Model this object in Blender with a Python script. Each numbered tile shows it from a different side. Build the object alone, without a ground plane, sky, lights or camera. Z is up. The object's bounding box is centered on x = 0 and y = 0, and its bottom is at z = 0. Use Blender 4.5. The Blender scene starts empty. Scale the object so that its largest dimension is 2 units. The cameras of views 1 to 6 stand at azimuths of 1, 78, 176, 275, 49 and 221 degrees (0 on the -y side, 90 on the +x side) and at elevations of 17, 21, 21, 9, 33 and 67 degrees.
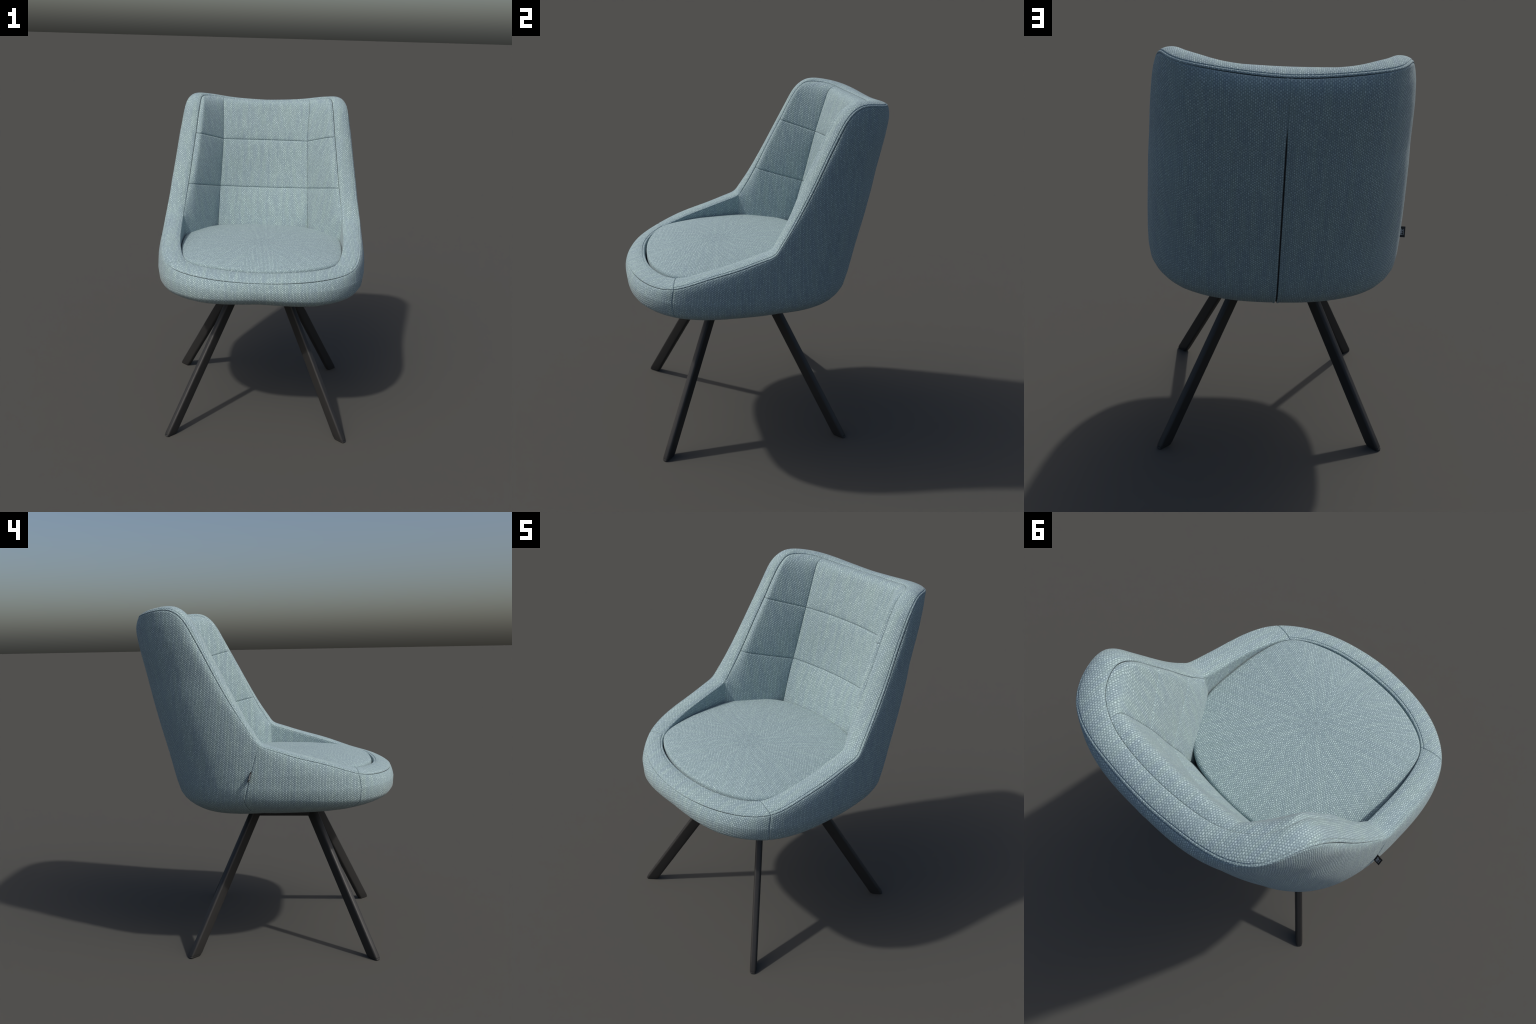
import bpy, bmesh, math
import numpy as np
from mathutils import Vector, Matrix

# ---------------------------------------------------------------- helpers
X0 = 0.011            # the little side label shifts the chair off the centre line


def spline(knots, pts, x):
    """natural cubic spline through pts at knots, sampled at x"""
    k = np.asarray(knots, float); p = np.asarray(pts, float); n = len(k)
    h = np.diff(k); A = np.zeros((n, n)); R = np.zeros((n, p.shape[1]))
    A[0, 0] = A[-1, -1] = 1
    for i in range(1, n - 1):
        A[i, i - 1], A[i, i], A[i, i + 1] = h[i - 1], 2 * (h[i - 1] + h[i]), h[i]
        R[i] = 6 * ((p[i + 1] - p[i]) / h[i] - (p[i] - p[i - 1]) / h[i - 1])
    M = np.linalg.solve(A, R)
    x = np.asarray(x, float); i = np.clip(np.searchsorted(k, x, 'right') - 1, 0, n - 2)
    a = (k[i + 1] - x)[..., None]; b = (x - k[i])[..., None]; hh = h[i][..., None]
    return (M[i] * a ** 3 + M[i + 1] * b ** 3) / (6 * hh) + (p[i] / hh - M[i] * hh / 6) * a + (p[i + 1] / hh - M[i + 1] * hh / 6) * b


MIRROR = np.array([-1.0, 1, 1])


class HalfCurve:
    """closed curve symmetric in x; half of it typed from front centre to back centre.
    'marks' are control indices that get the parameter values in 'at' (0 front centre .. 1 back centre)."""

    def __init__(self, pts, marks, at):
        c = np.array(pts, float)
        P = np.concatenate([c[1:3][::-1] * MIRROR, c, c[-3:-1][::-1] * MIRROR])
        d = np.concatenate([[0], np.cumsum(np.sqrt(np.linalg.norm(np.diff(P, axis=0), axis=1)) ** 1.6)])
        dense = np.linspace(d[2], d[-3], 3000)
        Q = spline(d, P, dense)
        Q[0, 0] = Q[-1, 0] = 0
        L = np.concatenate([[0], np.cumsum(np.linalg.norm(np.diff(Q, axis=0), axis=1))])
        Lm = np.interp(d[2:-2][marks], dense, L)
        self.t = np.interp(L, Lm, at); self.Q = Q

    def __call__(self, t):
        t = np.asarray(t, float); s = np.where(t < 0, -1.0, 1.0); a = np.abs(t)
        out = np.stack([np.interp(a, self.t, self.Q[:, k]) for k in range(3)], -1)
        out[..., 0] *= s
        return out

    def find(self, axis, value, lo, hi):
        a = np.linspace(lo, hi, 2000); v = self(a)[:, axis]
        return a[np.argmin(np.abs(v - value))]


T_CORNER, T_KINK, T_TOP = 0.18, 0.42, 0.78
AT = [0, T_CORNER, T_KINK, T_TOP, 1]
# outer seam: where the side, back and front panels meet the padded rim
OUTER = HalfCurve([(0, -.757, 1.049), (.207, -.733, 1.05), (.402, -.662, 1.056), (.553, -.535, 1.077), (.607, -.372, 1.131),
                   (.627, -.183, 1.181), (.635, -.05, 1.223), (.638, .004, 1.245), (.632, .040, 1.288), (.623, .085, 1.352), (.607, .165, 1.478), (.592, .24, 1.608),
                   (.575, .308, 1.735), (.562, .373, 1.853), (.550, .432, 1.938), (.527, .501, 1.975), (.496, .582, 1.974),
                   (.443, .653, 1.962), (.346, .705, 1.951), (.19, .733, 1.936), (0, .744, 1.927)], [0, 3, 7, 15, 20], AT)
# inner seam: where the rim meets the seat well and the inside of the backrest
INNER = HalfCurve([(0, -.652, 1.077), (.15, -.642, 1.079), (.3, -.602, 1.083), (.437, -.508, 1.093), (.49, -.37, 1.13),
                   (.511, -.22, 1.172), (.519, -.045, 1.223), (.520, .010, 1.246), (.516, .040, 1.287), (.510, .078, 1.348), (.498, .131, 1.446), (.481, .22, 1.62),
                   (.466, .30, 1.77), (.456, .362, 1.885), (.450, .407, 1.948), (.443, .452, 1.980), (.408, .528, 1.986),
                   (.35, .583, 1.979), (.26, .624, 1.962), (.12, .647, 1.953), (0, .652, 1.951)], [0, 3, 7, 15, 20], AT)

# ---- outer body: a stack of superellipse outlines
Z_EQ = 1.0


def outline(z):
    a = np.interp(z, [1.0, 1.08, 1.2, 1.35, 1.6, 1.9, 2.0], [.650, .650, .643, .630, .616, .605, .600])
    yb = np.interp(z, [1.0, 1.18, 1.31, 1.45, 1.6, 1.75, 1.88, 1.95, 2.0], [.558, .603, .639, .675, .710, .744, .771, .780, .782])
    yf = np.interp(z, [1.0, 1.05, 1.1, 1.3], [-.775, -.772, -.765, -.74])
    yc = np.interp(z, [1.0, 1.1, 1.2, 1.35, 1.5, 1.8, 1.95], [-.13, -.11, -.07, 0, .03, .02, -.04])
    nb = np.interp(z, [1.0, 1.3, 1.6, 1.9], [2.55, 2.6, 2.65, 2.95])
    nf = np.full_like(z, 2.62)
    return a, yb, yf, yc, nb, nf


def body_angle(P):
    a, yb, yf, yc, nb, nf = outline(P[..., 2])
    back = P[..., 1] >= yc
    n = np.where(back, nb, nf); ry = np.where(back, yb - yc, yc - yf)
    X = np.abs(P[..., 0]) / a; Y = np.abs(P[..., 1] - yc) / ry
    k = (X ** n + Y ** n) ** (1 / n)
    th = np.arctan2(Y ** (n / 2), X ** (n / 2)) * np.where(back, 1, -1)
    return th, k


def body_point(th, k, z, side):
    a, yb, yf, yc, nb, nf = outline(z)
    back = th >= 0
    n = np.where(back, nb, nf); ry = np.where(back, yb - yc, yc - yf)
    c = np.abs(np.cos(th)); s = np.abs(np.sin(th))
    return np.stack([side * k * a * c ** (2 / n), yc + np.where(back, 1, -1) * k * ry * s ** (2 / n), z], -1)


def bottom_z(y):
    return np.interp(y, [-.75, -.5, -.2, .1, .35, .6], [.848, .834, .804, .785, .770, .766])


def body_surface(t, w):
    """t around (0 front, +-1 back), w: 0 seam .. 1 widest level .. 2 middle of the underside"""
    P0 = OUTER(t); side = np.where(t < 0, -1.0, 1.0)
    th, k0 = body_angle(P0)
    z0 = P0[..., 2]
    ww = np.clip(w, 0, 1)
    z = z0 + (Z_EQ - z0) * ww
    k = 1 + (k0 - 1) * np.exp(-((z0 - z) / .035))
    # bottom
    kb = np.clip(2 - w, 0, 1)
    kk = np.where(w > 1, kb, k)
    Q = body_point(th, kk, np.where(w > 1, Z_EQ, z), side)
    zb = bottom_z(Q[..., 1]); p = np.interp(th, [-1.57, -1.1, -.6, -.1, .2, .8, 1.57], [2.6, 3.4, 3.5, 2.7, 2.45, 2.9, 3.0])
    drop = 1 - (1 - np.clip(kb, 0, 1) ** p) ** (1 / p)
    Q[..., 2] = np.where(w > 1, zb + (Z_EQ - zb) * drop, Q[..., 2])
    # the leaning back keeps its lean where it starts to round under
    lean = .22 * np.clip(Z_EQ - Q[..., 2], 0, 1) * np.clip(th / 1.2, 0, 1) * np.where(w > 1, np.clip(kb, 0, 1), 0)
    Q[..., 1] -= lean
    return Q


def rim_surface(t, w):
    A = OUTER(t); B = INNER(t)
    e = 1e-3
    ta = np.clip(np.abs(t), e, 1 - e) * np.where(t < 0, -1, 1)
    tan = (OUTER(ta + e) - OUTER(ta - e)) + (INNER(ta + e) - INNER(ta - e))
    tan[np.abs(t) < e] = [1, 0, 0]
    edge = np.abs(t) > 1 - e
    tan[edge] = [-1, 0, 0]
    acr = B - A; width = np.linalg.norm(acr, axis=-1)
    N = np.cross(tan, acr); N /= np.linalg.norm(N, axis=-1)[..., None] + 1e-12
    N *= np.where(t < 0, 1, 1)[..., None]
    b = np.interp(np.abs(t), [0, T_CORNER, T_KINK, .7, T_TOP, .86, 1], [.013, .014, .015, .017, .021, .018, .012])
    prof = (np.clip(4 * w * (1 - w), 0, 1)) ** .6
    return A + acr * w[..., None] + N * (b * prof)[..., None]


# ---- backrest inside: wings and middle field
V_K, V_A, V_B = .15, 1 / 3, 2 / 3
KN = [0, .1, .22, V_A, V_B, .9, .97, 1]
CREASE = [(.312, .295, 1.0), (.312, .330, 1.12), (.309, .358, 1.25), (.305, .393, 1.377), (.293, .475, 1.694), (.300, .545, 1.905), (.302, .580, 1.960), (.302, .608, 1.966)]
MIDDLE = [(0, .322, 1.0), (0, .358, 1.12), (0, .395, 1.245), (0, .440, 1.366), (0, .512, 1.69), (0, .574, 1.905), (0, .610, 1.948), (0, .652, 1.951)]
T_CREASE = INNER.find(0, .302, T_TOP, 1)
_tz = [T_KINK, INNER.find(2, 1.437, T_KINK, T_TOP), INNER.find(2, 1.753, T_KINK, T_TOP), T_TOP]


def wing_edge(v):
    P = INNER(np.interp(v, [V_K, V_A, V_B, 1], _tz))
    low = v < V_K
    K = INNER(np.array([T_KINK]))[0]
    s = (v / V_K)[..., None]
    return np.where(low[..., None], np.array([.506, .005, 1.0]) * (1 - s) + K * s, P)


def wing_surface(u, v):
    E = wing_edge(v); C = spline(KN, CREASE, v)
    # away from the rim the bend at the arm is eased into one soft fold
    soft = spline([0, V_K, .24, V_A, V_A + .06], np.concatenate([[[.506, .005, 1.0]], [[.507, .028, 1.195]], [[.503, .074, 1.315]], wing_edge(np.array([V_A, V_A + .06]))]), np.minimum(v, V_A + .06))
    ease = np.clip(u / .3, 0, 1); ease = ease * ease * (3 - 2 * ease)
    E = E + (soft - E) * np.where(v < V_A, ease, 0)[..., None]
    T = INNER(T_TOP + (T_CREASE - T_TOP) * u)
    e0 = np.array([.506, .005, 1.0]); c0 = np.array(CREASE[0]); e1 = INNER(np.array([T_TOP]))[0]; c1 = np.array(CREASE[-1])
    U = u[..., None]; V = v[..., None]
    top = (T - (1 - U) * e1 - U * c1) * V ** 7
    # padding: fullest near the rim, running flat into the crease
    rw = np.interp(v, [0, V_K, .3, .45, 1], [.3, .25, .14, .10, .10])
    f = np.where(u < rw, 1 - (1 - u / rw) ** 2, 1 - ((u - rw) / (1 - rw)) ** 1.15) * np.clip(1 - v ** 22, 0, 1) * np.interp(v, [0, V_K, .30, .5, 1], [0, .25, .8, 1, 1])
    pad = np.array([-.74, -.67, .08]) * (.025 * f)[..., None]
    return pad + (1 - U) * E + U * C + top


def middle_surface(u, v):
    C = spline(KN, CREASE, v); D = spline(KN, MIDDLE, v)
    f = (1 - np.abs(u) ** 2.1)[..., None]
    P = C + (D - C) * f
    P[..., 0] = C[..., 0] * u
    # the top edge follows the rim seam exactly
    q = np.linspace(T_CREASE, 1, 300); xs = INNER(q)[:, 0]
    end = INNER(np.interp(-.302 * np.abs(u), -xs, q)); end[..., 0] *= np.where(u < 0, -1, 1)
    c1 = np.array(CREASE[-1]); d1 = np.array(MIDDLE[-1])
    now = c1 + (d1 - c1) * f; now[..., 0] = c1[0] * u
    return P + (end - now) * (v ** 16)[..., None]


# ---- seat cushion outline
CUSHION = HalfCurve([(0, -.641, 0), (.15, -.631, 0), (.3, -.592, 0), (.440, -.503, 0), (.489, -.37, 0), (.505, -.24, 0),
                     (.511, -.12, 0), (.508, -.01, 0), (.478, .09, 0), (.40, .212, 0), (.31, .292, 0), (.17, .335, 0), (0, .348, 0)],
                    [0, 3, 7, 10, 12], [0, T_CORNER, T_KINK, .8, 1])


def well_surface(t, w):
    """inner wall of the seat well, front centre to the kink"""
    A = INNER(t); B = CUSHION(t) * np.array([1.002, 1.004, 1]); B[..., 2] = 1.0
    end = wing_edge(np.array([0.0]))[0]
    s = np.where(t < 0, -1.0, 1.0)
    f = np.clip((np.abs(t) - T_KINK + .08) / .08, 0, 1)[..., None]
    B = B * (1 - f) + (end * np.stack([s, np.ones_like(s), np.ones_like(s)], -1)) * f
    W = w[..., None]
    return A * (1 - W) + B * W


def graded(length, step, lo=True, hi=True, groove=None):
    """parameter values 0..1, packed near soft-rolled edges and along a stitched groove"""
    base = [0, .0008, .0018, .003, .0045, .0065, .009, .012, .016, .022, .030]
    if groove:
        base = [0, .001, .0025, .0045, .0075, groove - .0045, groove - .003, groove - .002, groove - .001, groove, groove + .001, groove + .002, groove + .003, groove + .0045, .025, .032]
    base = sorted(b for b in base if b < length * .45)
    a = list(base) if lo else [0]
    b = [length - x for x in base] if hi else [length]
    inner = np.linspace(a[-1], min(b), max(2, int(round((min(b) - a[-1]) / step)) + 1))
    return np.unique(np.round(np.concatenate([a, inner, b]), 7)) / length


def arc(P, axis):
    d = np.linalg.norm(np.diff(P, axis=axis), axis=-1)
    z = np.zeros_like(np.take(d, [0], axis=axis))
    return np.concatenate([z, np.cumsum(d, axis=axis)], axis=axis)


def roll(s, r, depth):
    x = np.clip(s / r, 0, 1)
    return -depth * (1 - np.sqrt(np.clip(1 - (1 - x) ** 2, 0, 1)))


def grid_normals(P, flip):
    du = np.gradient(P, axis=0); dv = np.gradient(P, axis=1)
    N = np.cross(du, dv); N /= np.linalg.norm(N, axis=-1)[..., None] + 1e-12
    return -N if flip else N


def upholster(P, flip, tuck=(1, 1, 1, 1), r=.008, depth=.007, puff=0.0, puff_w=.05, groove=(), gdepth=.0035, gw=.0017, hold=False):
    """roll the panel edges inward; tuck = weights for u0,u1,v0,v1 edges (float or array along the edge)"""
    N = grid_normals(P, flip)
    su = arc(P, 0); sv = arc(P, 1)
    dist = [su, su[-1:] - su, sv, sv[:, -1:] - sv]
    off = np.zeros(P.shape[:2]); near = np.full(P.shape[:2], 9.0)
    for i, (d, k) in enumerate(zip(dist, tuck)):
        k = np.asarray(k, float)
        if k.ndim:
            k = k[None, :] if i < 2 else k[:, None]
        off = np.minimum(off, roll(d, r, depth) * k)
        if np.any(k > 0):
            near = np.minimum(near, d)
    if puff:
        m = np.ones(P.shape[:2]) if not hold else 1 - np.exp(-dist[0] / puff_w)
        for i, (d, k) in enumerate(zip(dist, tuck)):
            if np.all(np.asarray(k) > 0):
                m = m * (1 - np.exp(-d / puff_w))
        off = off + puff * m
    for edge, g, k in groove:
        off = off - gdepth * k * np.exp(-((dist[edge] - g) / gw) ** 2)
    return P + N * off[..., None]


def mesh_from_grid(name, P, flip=False):
    n, m = P.shape[:2]
    idx = np.arange(n * m).reshape(n, m)
    a, b, c, d = idx[:-1, :-1], idx[1:, :-1], idx[1:, 1:], idx[:-1, 1:]
    f = np.stack([a, b, c, d] if not flip else [a, d, c, b], -1).reshape(-1, 4)
    me = bpy.data.meshes.new(name)
    V = P.reshape(-1, 3) + np.array([X0, 0, 0])
    me.from_pydata(V.tolist(), [], f.tolist())
    return me


def finish(name, meshes, mat, parent, merge=True, smooth=True, kind=None):
    bm = bmesh.new()
    for me in meshes:
        bm.from_mesh(me); bpy.data.meshes.remove(me)
    if merge:
        bmesh.ops.remove_doubles(bm, verts=bm.verts, dist=1e-5)
    out = bpy.data.meshes.new(name); bm.to_mesh(out); bm.free()
    out.materials.append(mat)
    if smooth:
        out.polygons.foreach_set('use_smooth', [True] * len(out.polygons))
    ob = bpy.data.objects.new(name, out)
    bpy.context.scene.collection.objects.link(ob)
    if parent:
        ob.parent = parent
    return ob


# ---------------------------------------------------------------- materials
class Nodes:
    def __init__(self, tree):
        self.t = tree

    def new(self, kind, **kw):
        n = self.t.nodes.new(kind)
        for k, v in kw.items():
            setattr(n, k, v)
        return n

    def put(self, sock, v):
        if isinstance(v, bpy.types.NodeSocket):
            self.t.links.new(v, sock)
        else:
            sock.default_value = v

    def m(self, op, a, b=0.0, c=0.0, clamp=False):
        n = self.new('ShaderNodeMath', operation=op, use_clamp=clamp)
        for s, v in zip(n.inputs, (a, b, c)):
            self.put(s, v)
        return n.outputs[0]

    def xyz(self, x, y, z=0.0):
        n = self.new('ShaderNodeCombineXYZ')
        for s, v in zip(n.inputs, (x, y, z)):
            self.put(s, v)
        return n.outputs[0]

    def split(self, v):
        n = self.new('ShaderNodeSeparateXYZ'); self.put(n.inputs[0], v)
        return n.outputs[0], n.outputs[1], n.outputs[2]

    def mix(self, f, a, b):
        n = self.new('ShaderNodeMix', data_type='RGBA')
        self.put(n.inputs['Factor'], f); self.put(n.inputs['A'], a); self.put(n.inputs['B'], b)
        return n.outputs['Result']

    def noise(self, vec, scale, detail=2.0, rough=.5):
        n = self.new('ShaderNodeTexNoise')
        self.put(n.inputs['Vector'], vec); n.inputs['Scale'].default_value = scale
        n.inputs['Detail'].default_value = detail; n.inputs['Roughness'].default_value = rough
        return n.outputs['Fac']

    def ramp(self, v, lo, hi):
        n = self.new('ShaderNodeMapRange'); n.interpolation_type = 'SMOOTHSTEP'
        self.put(n.inputs[0], v); n.inputs[1].default_value = lo; n.inputs[2].default_value = hi
        return n.outputs[0]


def weave_group(cu=.0080, cv=.0118):
    """staggered basket weave: u, v in metres -> yarn height 0..1 and a random value per stitch"""
    g = bpy.data.node_groups.new('basket_weave', 'ShaderNodeTree')
    for nm, io in (('U', 'INPUT'), ('V', 'INPUT'), ('Height', 'OUTPUT'), ('Random', 'OUTPUT'), ('Streak', 'OUTPUT')):
        g.interface.new_socket(name=nm, in_out=io, socket_type='NodeSocketFloat')
    N = Nodes(g)
    gi = N.new('NodeGroupInput'); go = N.new('NodeGroupOutput')
    U, V = gi.outputs[0], gi.outputs[1]
    wob = N.new('ShaderNodeTexNoise'); N.put(wob.inputs['Vector'], N.xyz(U, V)); wob.inputs['Scale'].default_value = 45; wob.inputs['Detail'].default_value = 1
    wx, wy, _ = N.split(wob.outputs['Color'])
    u = N.m('DIVIDE', N.m('ADD', U, N.m('MULTIPLY', N.m('SUBTRACT', wx, .5), .006)), cu)
    v0 = N.m('DIVIDE', N.m('ADD', V, N.m('MULTIPLY', N.m('SUBTRACT', wy, .5), .012)), cv)
    col = N.m('FLOOR', u)
    v = N.m('ADD', v0, N.m('MULTIPLY', N.m('MODULO', N.m('ABSOLUTE', col), 2.0), .5))
    row = N.m('FLOOR', v)
    a = N.m('SUBTRACT', N.m('MULTIPLY', N.m('FRACT', u), 2), 1)
    b = N.m('SUBTRACT', N.m('MULTIPLY', N.m('FRACT', v), 2), 1)
    ha = N.m('SUBTRACT', 1, N.m('POWER', N.m('ABSOLUTE', a), 2.2))
    hb = N.m('SUBTRACT', 1, N.m('POWER', N.m('ABSOLUTE', b), 1.8))
    wn = N.new('ShaderNodeTexWhiteNoise', noise_dimensions='2D'); N.put(wn.inputs['Vector'], N.xyz(col, row))
    cn = N.new('ShaderNodeTexWhiteNoise', noise_dimensions='1D'); N.put(cn.inputs['W'], col)
    streak = N.noise(N.xyz(N.m('MULTIPLY', U, 26), N.m('MULTIPLY', V, 3.2)), 1.6, 3, .6)
    N.put(go.inputs[0], N.m('MULTIPLY', ha, hb))
    N.put(go.inputs[1], N.m('ADD', N.m('MULTIPLY', wn.outputs['Value'], .75), N.m('MULTIPLY', cn.outputs['Value'], .25)))
    N.put(go.inputs[2], streak)
    return g


WEAVE = weave_group()
YARN_DARK = (.150, .218, .240, 1)
YARN_MID = (.255, .352, .378, 1)
YARN_LIGHT = (.53, .67, .69, 1)
YARN_GREEN = (.34, .43, .37, 1)
YARN_BLUE = (.27, .34, .43, 1)


def fabric(name, mode):
    mat = bpy.data.materials.new(name); mat.use_nodes = True
    N = Nodes(mat.node_tree)
    bsdf = mat.node_tree.nodes['Principled BSDF']
    tc = N.new('ShaderNodeTexCoord')
    x, y, z = N.split(tc.outputs['Object'])

    def weave(u, v):
        n = N.new('ShaderNodeGroup', node_tree=WEAVE); N.put(n.inputs[0], u); N.put(n.inputs[1], v)
        return n.outputs[0], n.outputs[1], n.outputs[2]
    if mode == 'seat':
        px = N.m('SUBTRACT', x, X0); py = N.m('ADD', y, .225)
        step = 2 * math.pi / 10
        ang = N.m('ARCTAN2', px, py)
        snap = N.m('MULTIPLY', N.m('ROUND', N.m('DIVIDE', ang, step)), step)
        c, s = N.m('COSINE', snap), N.m('SINE', snap)
        u = N.m('SUBTRACT', N.m('MULTIPLY', px, c), N.m('MULTIPLY', py, s))
        v = N.m('ADD', N.m('MULTIPLY', px, s), N.m('MULTIPLY', py, c))
        v = N.m('ADD', v, N.m('SUBTRACT', 1.15, z))
        h, r, k = weave(u, v)
    else:
        nx, ny, nz = N.split(tc.outputs['Normal'])
        W = [N.m('POWER', N.m('ABSOLUTE', q), 9) for q in (nx, ny, nz)]
        tot = N.m('ADD', N.m('ADD', W[0], W[1]), N.m('ADD', W[2], 1e-5))
        W = [N.m('DIVIDE', q, tot) for q in W]
        sets = [weave(y, z), weave(x, z), weave(x, y)]
        h, r, k = [N.m('ADD', N.m('ADD', N.m('MULTIPLY', W[0], sets[0][i]), N.m('MULTIPLY', W[1], sets[1][i])), N.m('MULTIPLY', W[2], sets[2][i])) for i in range(3)]
    fibre = N.noise(tc.outputs['Object'], 520, 3, .75)
    clump = N.noise(tc.outputs['Object'], 110, 2, .6)
    body = N.mix(N.ramp(N.m('ADD', h, N.m('MULTIPLY', N.m('SUBTRACT', clump, .5), .5)), -.05, .45), YARN_DARK, YARN_MID)
    top = N.m('MULTIPLY', N.ramp(N.m('ADD', h, N.m('MULTIPLY', N.m('SUBTRACT', fibre, .5), .7)), .52, 1.0), N.m('ADD', N.m('MULTIPLY', r, 1.7), -.22), clamp=True)
    colr = N.mix(top, body, YARN_LIGHT)
    tint = N.mix(N.ramp(k, .35, .65), YARN_BLUE, YARN_GREEN)
    colr = N.mix(.09 if mode == 'seat' else .17, colr, tint)
    gain = N.m('ADD', N.m('ADD', .62, N.m('MULTIPLY', k, .24)), N.m('MULTIPLY', fibre, .50))
    mul = N.new('ShaderNodeVectorMath', operation='SCALE'); N.put(mul.inputs[0], colr); N.put(mul.inputs['Scale'], gain)
    N.put(bsdf.inputs['Base Color'], mul.outputs[0])
    bsdf.inputs['Roughness'].default_value = .92
    bsdf.inputs['Specular IOR Level'].default_value = .25
    bsdf.inputs['Sheen Weight'].default_value = .12
    bsdf.inputs['Sheen Roughness'].default_value = .5
    bump = N.new('ShaderNodeBump'); bump.inputs['Strength'].default_value = .55; bump.inputs['Distance'].default_value = .0022
    N.put(bump.inputs['Height'], N.m('ADD', h, N.m('MULTIPLY', fibre, .35)))
    N.put(bsdf.inputs['Normal'], bump.outputs[0])
    return mat


def plain(name, col, rough, metal=0.0, grain=0.0):
    mat = bpy.data.materials.new(name); mat.use_nodes = True
    N = Nodes(mat.node_tree); bsdf = mat.node_tree.nodes['Principled BSDF']
    tc = N.new('ShaderNodeTexCoord')
    f = N.noise(tc.outputs['Object'], 300, 3, .6)
    dark = tuple(c * .85 for c in col) + (1,); lite = tuple(c * 1.15 for c in col) + (1,)
    N.put(bsdf.inputs['Base Color'], N.mix(f, dark, lite))
    bsdf.inputs['Roughness'].default_value = rough; bsdf.inputs['Metallic'].default_value = metal
    if grain:
        b = N.new('ShaderNodeBump'); b.inputs['Strength'].default_value = grain; b.inputs['Distance'].default_value = .0006
        N.put(b.inputs['Height'], f); N.put(bsdf.inputs['Normal'], b.outputs[0])
    return mat


FABRIC = fabric('woven_fabric', 'shell')
FABRIC_SEAT = fabric('woven_fabric_seat', 'seat')
METAL = plain('black_powder_coat', (.020, .0195, .019), .5, .0, .3)
GLIDE = plain('black_plastic', (.02, .02, .02), .6)
ZIP = plain('zipper_tape', (.022, .025, .028), .7)
LABEL = plain('label_black', (.012, .012, .013), .6)
LETTER = plain('label_thread', (.42, .43, .45), .7)
LINER = plain('underside_liner', (.03, .03, .032), .9)

chair = bpy.data.objects.new('upholstered_chair', None)
bpy.context.scene.collection.objects.link(chair)
chair['label'] = 'blue grey woven fabric shell chair on black metal legs'
chair['category'] = 'chair'

# ---------------------------------------------------------------- outer body panels
G = .0155     # stitched groove sits this far from the hem
T_TAG = OUTER.find(1, .0, .2, .6)


def tag_line(w):
    """parameter t of the slanted side seam that carries the label, for each row w"""
    q = np.linspace(.30, .62, 800)
    out = []
    for x in np.minimum(np.atleast_1d(w).ravel(), 1.08):
        P = body_surface(q, np.full_like(q, x))
        want = np.interp(P[:, 2], [.80, .88, 1.05, 1.1, 1.21, 1.26], [.108, .103, .065, .05, .02, .008])
        out.append(q[np.argmin(np.abs(P[:, 1] - want))])
    return np.array(out)


def outer_panel(name, t0, t1, tuck_u, zip_edge=None):
    length = {'front_panel': 1.3}.get(name, 2.2 if abs(t1 - t0) > .6 else 1.2)
    us = t0 + (t1 - t0) * graded(length, .018)
    hw = graded(.9, .016, lo=True, hi=False)
    # wall rows packed at the seam, then the round-over
    ws = np.concatenate([hw, 1 + np.array([.012, .03, .055, .085, .12, .16, .2, .25, .31, .38, .46, .55])])
    T, W = np.meshgrid(us, ws, indexing='ij')
    shift = tag_line(ws) - T_TAG
    T = T - shift[None, :] * np.where(T < 0, np.interp(T, [-.8, -T_TAG, -T_CORNER], [0, 1, 0]), 0)
    P = body_surface(T, W)
    flip = True
    tu = [tuck_u[0], tuck_u[1], 1, 0]
    tu = [k(P) if callable(k) else k for k in tu]
    P = upholster(P, flip, tuple(tu), r=.008, depth=.004 if name == 'front_panel' else .006)
    if zip_edge is not None:
        # hem of the zipped slit at the back: the two hems part below z = 1.72
        i = -1 if zip_edge == 1 else 0
        s = arc(P, 0); d = (s[-1:] - s) if zip_edge == 1 else s
        open_ = np.clip((1.725 - P[..., 2]) / .09, 0, 1) ** .6 * .0036
        sgn = np.sign(us.mean())
        P[..., 0] += sgn * open_ * np.exp(-(d / .03) ** 2)
        N = grid_normals(P, flip)
        lift = .0030 * np.exp(-((d - .009) / .006) ** 2) - .0025 * np.exp(-((d - .019) / .003) ** 2)
        P = P + N * (lift * np.clip((1.90 - P[..., 2]) / .25, 0.35, 1))[..., None]
    return finish(name, [mesh_from_grid(name, P, flip)], FABRIC, chair)


tag_fade = lambda P: np.clip((1.225 - P[0, :, 2]) / .05, 0, 1)
tag_fade_end = lambda P: np.clip((1.225 - P[-1, :, 2]) / .05, 0, 1)
zip_fade = lambda P: np.interp(P[-1, :, 2], [1.70, 1.74, 1.95], [1, .35, .25])
zip_fade0 = lambda P: np.interp(P[0, :, 2], [1.70, 1.74, 1.95], [1, .35, .25])
outer_panel('front_panel', -T_CORNER, T_CORNER, (1, 1))
outer_panel('side_back_panel', T_CORNER, 1.0, (1, zip_fade), zip_edge=1)
outer_panel('side_panel', -T_TAG, -T_CORNER, (tag_fade, 1))
outer_panel('back_panel', -1.0, -T_TAG, (zip_fade0, tag_fade_end), zip_edge=0)

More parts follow.
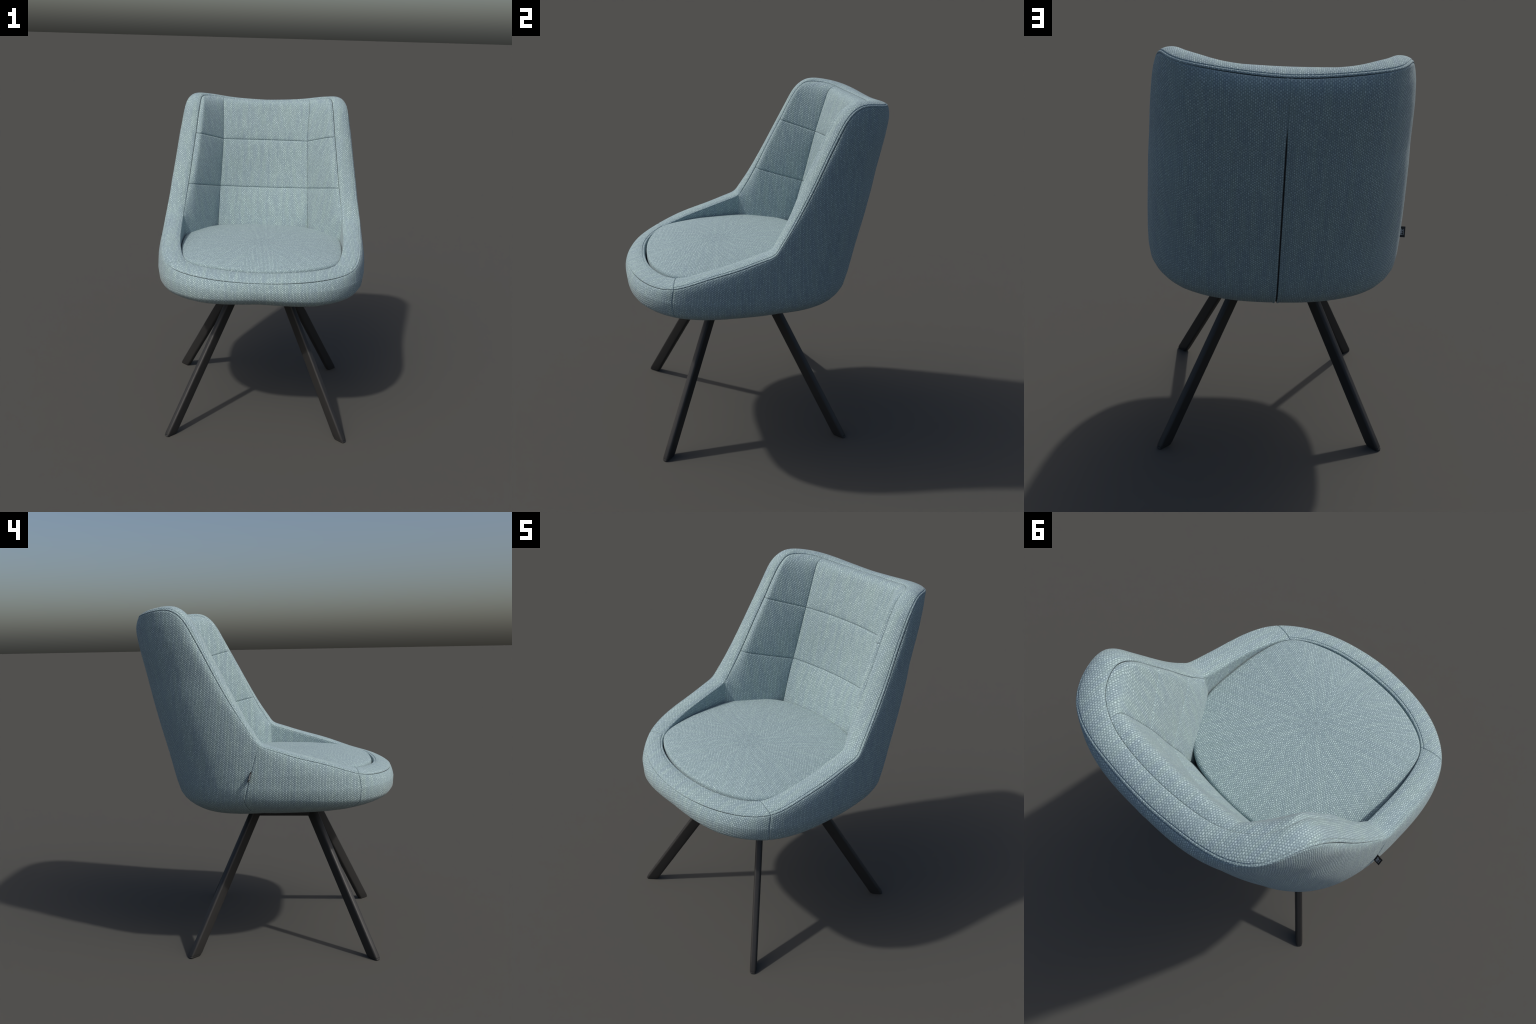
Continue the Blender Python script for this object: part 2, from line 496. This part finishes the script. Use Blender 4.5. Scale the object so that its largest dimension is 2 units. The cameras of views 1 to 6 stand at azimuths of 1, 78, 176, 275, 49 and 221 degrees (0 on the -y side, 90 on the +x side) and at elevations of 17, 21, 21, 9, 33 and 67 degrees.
# zipper tape behind the slit
zw = np.linspace(0.02, 1.5, 160)
zc = body_surface(np.full_like(zw, .99999), zw)
tape = np.stack([zc + np.array([s, 0, 0]) for s in (-.016, -.002, .002, .016)], 0)
Nz = grid_normals(tape, False)
Nz = np.where((Nz[..., 1:2] + Nz[..., 2:3] * -.3) < 0, -Nz, Nz)
tape = tape - Nz * np.array([.0062, .0062, .0062, .0062])[:, None, None]
tape = tape[:, zc[:, 2] < 1.735]
finish('zipper', [mesh_from_grid('zipper', tape)], ZIP, chair)

# underside liner closes the bottom
us = np.linspace(-1, 1, 161); ws = 1 + np.linspace(.5, .999, 14)
T, W = np.meshgrid(us, ws, indexing='ij')
P = body_surface(T, W); P[..., 2] += .003
finish('underside_liner', [mesh_from_grid('underside_liner', P, True)], LINER, chair)

# ---------------------------------------------------------------- padded rim
def rim_panel(name, t0, t1, ends, grooves, step=.014):
    length = .95 if name == 'front_rim' else 5.0
    us = t0 + (t1 - t0) * graded(length, step, lo=ends, hi=ends)
    vs = graded(.115, .007, groove=G)
    T, W = np.meshgrid(us, vs, indexing='ij')
    T2 = ((T + 1) % 2) - 1
    P = rim_surface(T2, W)
    P = upholster(P, False, (ends, ends, .5, .3), r=.007, depth=.006, groove=grooves)
    return finish(name, [mesh_from_grid(name, P, False)], FABRIC, chair)


rim_panel('front_rim', -T_CORNER, T_CORNER, 1, [(3, G, 1.0)])
rim_panel('rim', T_CORNER, 2 - T_CORNER, 1, [(2, G, 1.0), (3, G, .18)], step=.012)

# ---------------------------------------------------------------- inside of the backrest
rows = [(0, V_A), (V_A, V_B), (V_B, 1)]
for row, (v0, v1) in enumerate(rows):
    vs = v0 + (v1 - v0) * graded(.34, .016, lo=row > 0, hi=True)
    # middle field
    us = -1 + 2 * graded(.6, .016)
    U, V = np.meshgrid(us, vs, indexing='ij')
    P = upholster(middle_surface(U, V), False, (.3, .3, 1 if row else 0, .2 if row == 2 else 1), r=.012, depth=.006, puff=.009, puff_w=.05)
    finish('backrest_panel', [mesh_from_grid('m', P, False)], FABRIC, chair)
    # wings
    if row == 0:
        near = V_K - np.array([0, .0008, .0018, .003, .0045, .0065, .009, .012, .016, .03, .05, .08, .11]) * (V_K / .225)
        vs = np.unique(np.round(np.concatenate([vs[vs > V_K + .004], near, [0]]), 7))
    us = graded(.36, .014)
    U, V = np.meshgrid(us, vs, indexing='ij')
    W0 = wing_surface(U, V)
    edge_tuck = np.clip((vs - V_K) / .03, 0, 1) if row == 0 else 1
    for side in (1, -1):
        Pw = W0.copy(); Pw[..., 0] *= side
        fl = side > 0
        Pw = upholster(Pw, fl, (edge_tuck * .35, .3, 1 if row else 0, .2 if row == 2 else 1), r=.010, depth=.006, puff=.006, puff_w=.05, hold=row == 0)
        parts = [mesh_from_grid('w', Pw, fl)]
        if row == 0:
            ts = side * np.concatenate([np.linspace(0, T_KINK - .02, 70), np.linspace(T_KINK - .015, T_KINK, 6)])
            ww = np.unique(np.round(1 - vs[vs <= V_K + 1e-9] / V_K, 7).clip(0, 1))
            T, Wd = np.meshgrid(ts, ww, indexing='ij')
            Q = well_surface(T, Wd)
            Q = upholster(Q, side < 0, (0, 0, np.clip((T_KINK - np.abs(ts)) / .03, 0, 1), 0), r=.008, depth=.006)
            parts.append(mesh_from_grid('a', Q, side < 0))
        finish('backrest_wing' if row else 'inner_side_panel', parts, FABRIC, chair)

# ---------------------------------------------------------------- seat cushion
ts = np.linspace(-1, 1, 241)
ks = np.concatenate([np.linspace(0.002, .9, 40), 1 - np.array([.085, .07, .056, .044, .033, .024, .016, .010, .005, .002, 0]), ])
T, Kk = np.meshgrid(ts, ks, indexing='ij')
C = CUSHION(T); pole = np.array([0, -.16])
P = np.zeros(T.shape + (3,))
P[..., 0] = pole[0] + (C[..., 0] - pole[0]) * Kk
P[..., 1] = pole[1] + (C[..., 1] - pole[1]) * Kk
edge_z = np.interp(np.abs(T), [0, T_CORNER, .3, T_KINK, .8, 1], [1.088, 1.104, 1.117, 1.119, 1.119, 1.119])
dome = 1 - Kk ** 2.8
P[..., 2] = edge_z + (1.150 - edge_z) * dome
rr = (1 - Kk) * .48
P[..., 2] += roll(rr, np.interp(np.abs(T), [0, .25, .4], [.010, .011, .016]), np.interp(np.abs(T), [0, .25, .4], [.013, .012, .016]))
skirt = P[:, -1:].copy(); skirt[..., 2] = .98
P = np.concatenate([P, skirt], 1)
finish('seat_cushion', [mesh_from_grid('c', P, True)], FABRIC_SEAT, chair)

# ---------------------------------------------------------------- base
def bar(name, A, B, wide_dir, w, t, mat, parent, cut_ground=False, cut_top=None, r=.012):
    """flat-oval tube from A to B; ends optionally cut level"""
    A = np.array(A, float); B = np.array(B, float)
    ax = (B - A) / np.linalg.norm(B - A)
    wd = np.array(wide_dir, float); wd -= ax * (wd @ ax); wd /= np.linalg.norm(wd)
    td = np.cross(ax, wd)
    sec = []
    for cx, cy, a0 in ((1, 1, 0), (-1, 1, 90), (-1, -1, 180), (1, -1, 270)):
        for a in np.radians(np.linspace(a0, a0 + 90, 7)):
            sec.append((cx * (w / 2 - r) + r * math.cos(a), cy * (t / 2 - r) + r * math.sin(a)))
    rings = []
    def ring(C, grow=1.0, level=None):
        out = []
        for a, b in sec:
            p = C + wd * a * grow + td * b * grow
            if level is not None:
                p = p + ax * ((level - p[2]) / ax[2])
            out.append(p)
        return np.array(out)
    if cut_ground is not False:
        g = cut_ground
        rings += [ring(A, .90, g), ring(A, .97, g + .002), ring(A, 1, g + .006)]
    else:
        rings += [ring(A)]
    for f in (np.linspace(.1, .9, 9) if cut_top != .0098 else ()):
        rings.append(ring(A + (B - A) * f))
    rings.append(ring(B, 1, cut_top))
    R = np.array(rings); n, m = R.shape[:2]
    me = bpy.data.meshes.new(name)
    faces = [(i * m + j, i * m + (j + 1) % m, (i + 1) * m + (j + 1) % m, (i + 1) * m + j) for i in range(n - 1) for j in range(m)]
    faces += [tuple(range(m))[::-1], tuple(range((n - 1) * m, n * m))]
    me.from_pydata((R.reshape(-1, 3) + np.array([.008, 0, 0])).tolist(), [], faces)
    bm = bmesh.new(); bm.from_mesh(me); bmesh.ops.recalc_face_normals(bm, faces=bm.faces); bm.to_mesh(me); bm.free()
    ob = finish(name, [me], mat, parent)
    ob.data.set_sharp_from_angle(angle=math.radians(40))
    return ob


LEG_W, LEG_T = .068, .038
for foot, top in (((.527, -.629), (.166, -.268)), ((.547, .409), (.165, .059))):
    for s in (1, -1):
        f = np.array([foot[0] * s, foot[1], 0]); h = np.array([top[0] * s, top[1], .8])
        rad = np.array([f[0] - h[0], f[1] - h[1], 0])
        leg = bar('leg', f, h, rad, LEG_W, LEG_T, METAL, chair, cut_ground=.010, cut_top=.815)
        e = f + (h - f) * .0
        cap = bar('foot_glide', f, f + (h - f) * .014, rad, LEG_W - .003, LEG_T - .003, GLIDE, leg, cut_ground=0.0, cut_top=.0098, r=.011)
yf, yr = -.255, .045
for s in (1, -1):
    bar('frame_bar', (s * .166, yf - .035, .779), (s * .166, yr + .035, .779), (0, 0, 1), .05, .036, METAL, chair)
for y in (yf, yr):
    bar('frame_bar', (-.15, y, .778), (.15, y, .778), (0, 0, 1), .044, .036, METAL, chair)
bar('mounting_plate', (0, yf + .02, .79), (0, yr - .02, .79), (1, 0, 0), .30, .02, METAL, chair, r=.009)

# ---------------------------------------------------------------- side label with its lettering
_w = np.linspace(.1, 1, 60)
_line = body_surface(-tag_line(_w), _w)
_at = lambda z: np.array([np.interp(-z, -_line[:, 2], _line[:, k]) for k in range(3)])
tagP = _at(1.078)
up = _at(1.13) - _at(1.03)
up /= np.linalg.norm(up)
out = np.array([-1, 0.10, 0]); out -= up * (out @ up); out /= np.linalg.norm(out)
face = np.cross(up, out); face /= np.linalg.norm(face)
if face[1] < 0:
    face = -face
base = tagP + np.array([X0, 0, 0])
W_, H_, TH = .038, .056, .0022
me = bpy.data.meshes.new('label')
bm = bmesh.new(); bmesh.ops.create_cube(bm, size=1)
for v in bm.verts:
    c = np.array(v.co)
    p = base + out * ((c[0] + .5) * W_ - .006) + up * c[1] * H_ + face * c[2] * TH
    v.co = p
bmesh.ops.recalc_face_normals(bm, faces=bm.faces)
bmesh.ops.bevel(bm, geom=bm.edges[:], offset=.0006, segments=2, affect='EDGES')
bm.to_mesh(me); bm.free()
label = finish('label', [me], LABEL, chair, smooth=False)


def letters(body, size, along, across, side):
    cu = bpy.data.curves.new('lettering', 'FONT'); cu.body = body; cu.size = size; cu.extrude = .0004; cu.align_x = 'CENTER'; cu.align_y = 'CENTER'
    cu.offset = size * .025; cu.space_character = .92
    tmp = bpy.data.objects.new('lettering', cu); bpy.context.scene.collection.objects.link(tmp)
    dg = bpy.context.evaluated_depsgraph_get(); dg.update()
    me = bpy.data.meshes.new_from_object(tmp.evaluated_get(dg))
    bpy.data.objects.remove(tmp); bpy.data.curves.remove(cu)
    nrm = face * side
    e1 = up * 1.0                    # reading direction runs upward
    e2 = np.cross(nrm, e1)
    o = base + out * (W_ * .5 - .006 + .003) + nrm * (TH / 2 + .0003) + e1 * along + out * across
    for v in me.vertices:
        c = np.array(v.co)
        v.co = o + e1 * c[0] + e2 * c[1] + nrm * c[2]
    return finish('lettering', [me], LETTER, label, merge=False, smooth=False)


for sd in (1, -1):
    letters('PMP', .0195, 0, -.003, sd)
    bm = bmesh.new(); bmesh.ops.create_cube(bm, size=1)
    o = base + out * (W_ - .006 - .0085) + face * sd * (TH / 2 + .0003)
    for v in bm.verts:
        c = np.array(v.co); v.co = o + up * (c[0] * .030) + out * c[1] * .0022 + face * c[2] * .0008
    me = bpy.data.meshes.new('bar'); bm.to_mesh(me); bm.free()
    finish('lettering', [me], LETTER, label, smooth=False)
